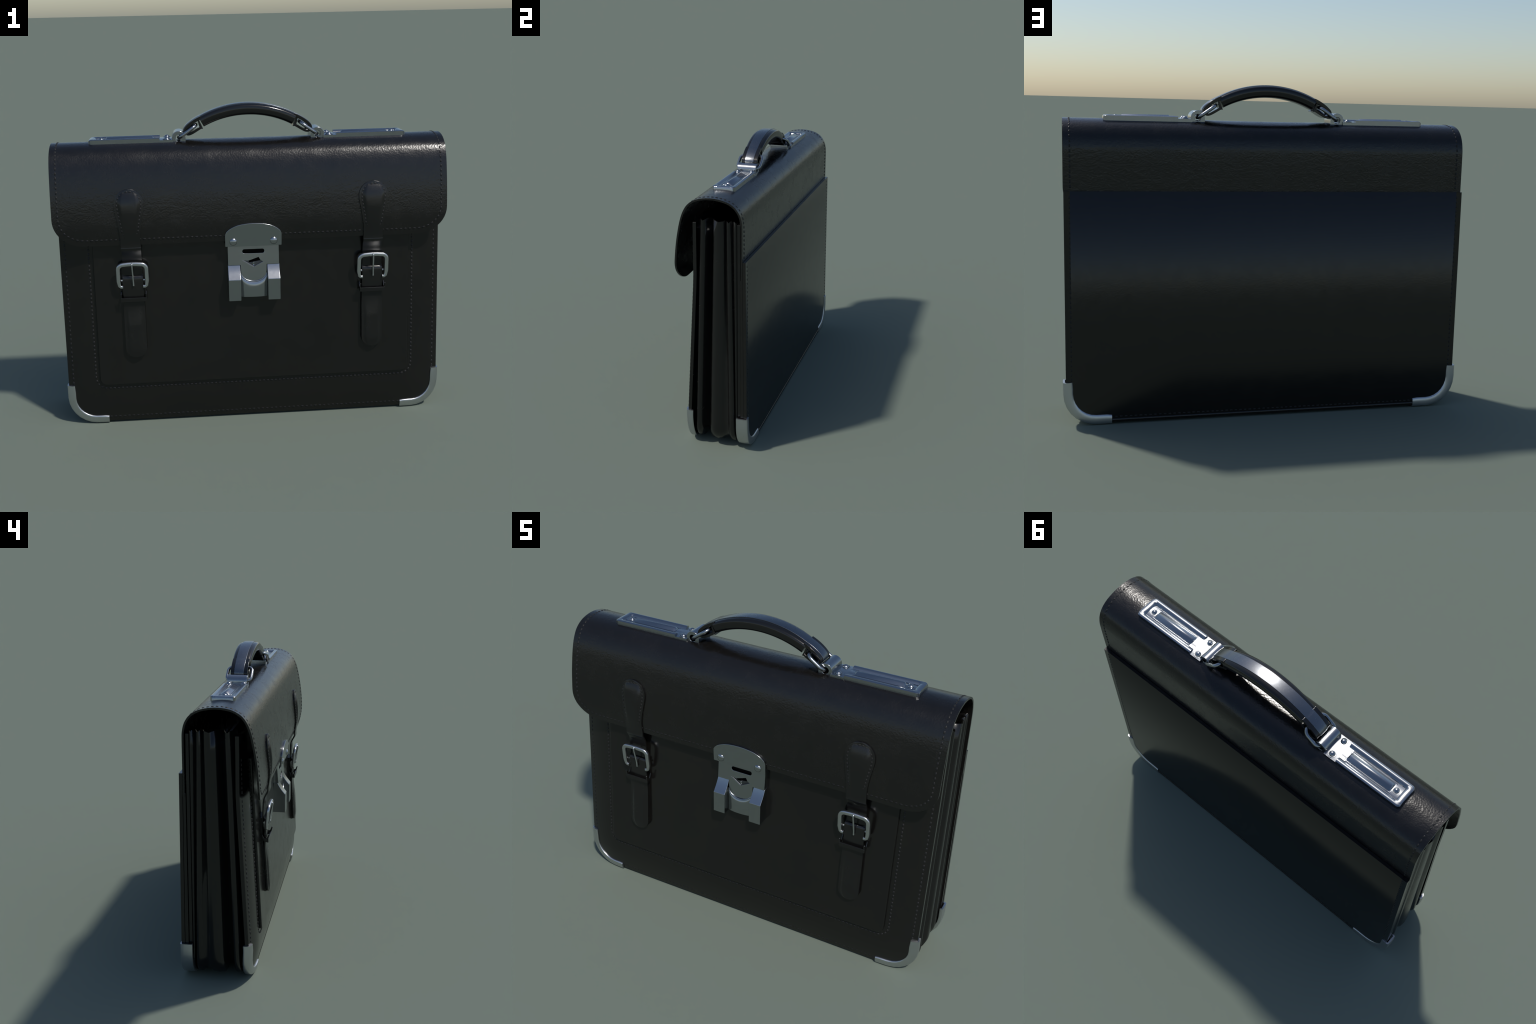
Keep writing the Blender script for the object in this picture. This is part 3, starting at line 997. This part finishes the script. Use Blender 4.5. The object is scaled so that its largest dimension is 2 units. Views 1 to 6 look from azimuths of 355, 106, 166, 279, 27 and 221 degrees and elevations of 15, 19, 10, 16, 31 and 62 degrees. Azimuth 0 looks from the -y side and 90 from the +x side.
# ------------------------------------------------------------------ stitching
def stitch_line(bm, pts, normal_fn, step=0.0235, length=0.0150, r=0.0030):
    P = resample(pts, step=step)
    for a, b in zip(P, P[1:]):
        mid = (a + b) / 2
        d = (b - a).normalized()
        n = normal_fn(mid)
        s = d.cross(n).normalized()
        L = length / 2 * random.uniform(0.92, 1.08)
        rings = []
        for f, k in ((-1.0, 0.45), (-0.75, 0.95), (0.0, 1.05), (0.75, 0.95), (1.0, 0.45)):
            c = mid + d * (L * f) - n * (0.0012 * (1 if abs(f) == 1 else 0))
            rings.append([c + (s * cos(q) * 1.35 + n * sin(q) * 0.60) * (r * k) for q in [2 * pi * j / 6 for j in range(6)]])
        loft(bm, rings)

def stitching():
    def nf(p):                     # outward normal of the front board
        e = 0.002
        gx = (y_front(p.x + e, p.z) - y_front(p.x - e, p.z)) / (2 * e)
        gz = (y_front(p.x, p.z + e) - y_front(p.x, p.z - e)) / (2 * e)
        return Vector((gx, -1, gz)).normalized()
    # round the flap
    inset = 0.030
    bm = bmesh.new()
    def flap_pt(x, s):
        p, n = flap_at(s)
        return Vector((x, p.y, p.z + sag(x, p.y) * (p.z > 1.3))) + n * 0.0006
    def flap_n(q):
        s = min(range(0, len(_fp), 2), key=lambda i: (_fp[i].y - q.y) ** 2 + (_fp[i].z - q.z) ** 2)
        return flap_at(_fs[s])[1]
    xe = HW_FLAP - inset
    line = [flap_pt(-xe, s) for s in [lerp(0.13, FLAP_LEN - CR_Z - 0.001, k / 80) for k in range(81)]]
    xr = CR_X - inset
    for k in range(1, 16):
        a = k / 16 * pi / 2
        line.append(flap_pt(-(xe - xr + xr * cos(a)), FLAP_LEN - inset - (CR_Z - inset) * (1 - sin(a))))
    half = list(line)
    low = [flap_pt(x, FLAP_LEN - inset) for x in [lerp(-(xe - xr), xe - xr, k / 40) for k in range(41)]]
    full = half + low + [Vector((-p.x, p.y, p.z)) for p in half[::-1]]
    stitch_line(bm, full, flap_n)
    o = add_obj('flap_stitching', bm, M_THREAD, root, angle=60, merge=False)
    o['kind'] = 'stuff'
    # front board edge and round the pocket
    bm = bmesh.new()
    def edge_line(hw, r, zb, top, inset, yfun):
        pts = []
        for k in range(30):
            pts.append((-(hw - inset), lerp(top, zb + r, k / 29)))
        rr = r - inset
        for k in range(1, 9):
            a = pi + k / 8 * pi / 2
            pts.append((-(hw - inset) + rr + rr * cos(a), zb + inset + rr + rr * sin(a)))
        pts += [(lerp(-(hw - r), hw - r, k / 30), zb + inset) for k in range(1, 30)]
        pts += [(-x, z) for x, z in pts[:38][::-1]]
        return [Vector((x, yfun(x, z), z)) for x, z in pts]
    stitch_line(bm, edge_line(HW_FRONT, R_CORNER, Z_BOT, 1.20, 0.026, lambda x, z: y_front(x, z) - 0.0002), nf)
    pts = edge_line(PX + 0.022, PR + 0.022, PZ0 - 0.022, 1.15, 0.0, lambda x, z: y_front(x, z) - 0.0002)
    stitch_line(bm, pts, nf, step=0.021, length=0.0145, r=0.0033)
    o = add_obj('front_stitching', bm, M_THREAD, root, angle=60, merge=False)
    o['kind'] = 'stuff'
    # back pocket edge
    bm = bmesh.new()
    yo = lambda x, z: 0.2050 + 0.0080 * max(0.0, 1 - z / 1.12)
    stitch_line(bm, edge_line(HW_BACK, R_CORNER, Z_BOT, 1.105, 0.026, yo), lambda p: Vector((0, 1, 0)))
    o = add_obj('back_stitching', bm, M_THREAD, root, angle=60, merge=False)
    o['kind'] = 'stuff'
    # strap heads: up one side, round the top, down the other
    bm = bmesh.new()
    for cx in (-0.608, 0.609):
        ins = 0.0135
        pts = []
        for k in range(12):
            z = lerp(1.022, HEAD_TOP - 0.073, k / 11)
            pts.append((cx - head_half_width(z) + ins, z))
        rr = 0.073 - ins
        for k in range(1, 16):
            a = pi - k / 16 * pi
            pts.append((cx + rr * cos(a), HEAD_TOP - 0.073 + rr * sin(a)))
        pts += [(2 * cx - x, z) for x, z in pts[:12][::-1]]
        pts = [(cx - 0.024, 1.016)] + pts + [(cx + 0.024, 1.016)]
        P = [Vector((x, flap_y(z) - 0.0098 + 0.0022 * ((x - cx) / head_half_width(z)) ** 2, z)) for x, z in pts]
        stitch_line(bm, P, flap_n, step=0.0185, length=0.013, r=0.0028)
    o = add_obj('strap_stitching', bm, M_THREAD, root, angle=60, merge=False)
    o['kind'] = 'stuff'
stitching()
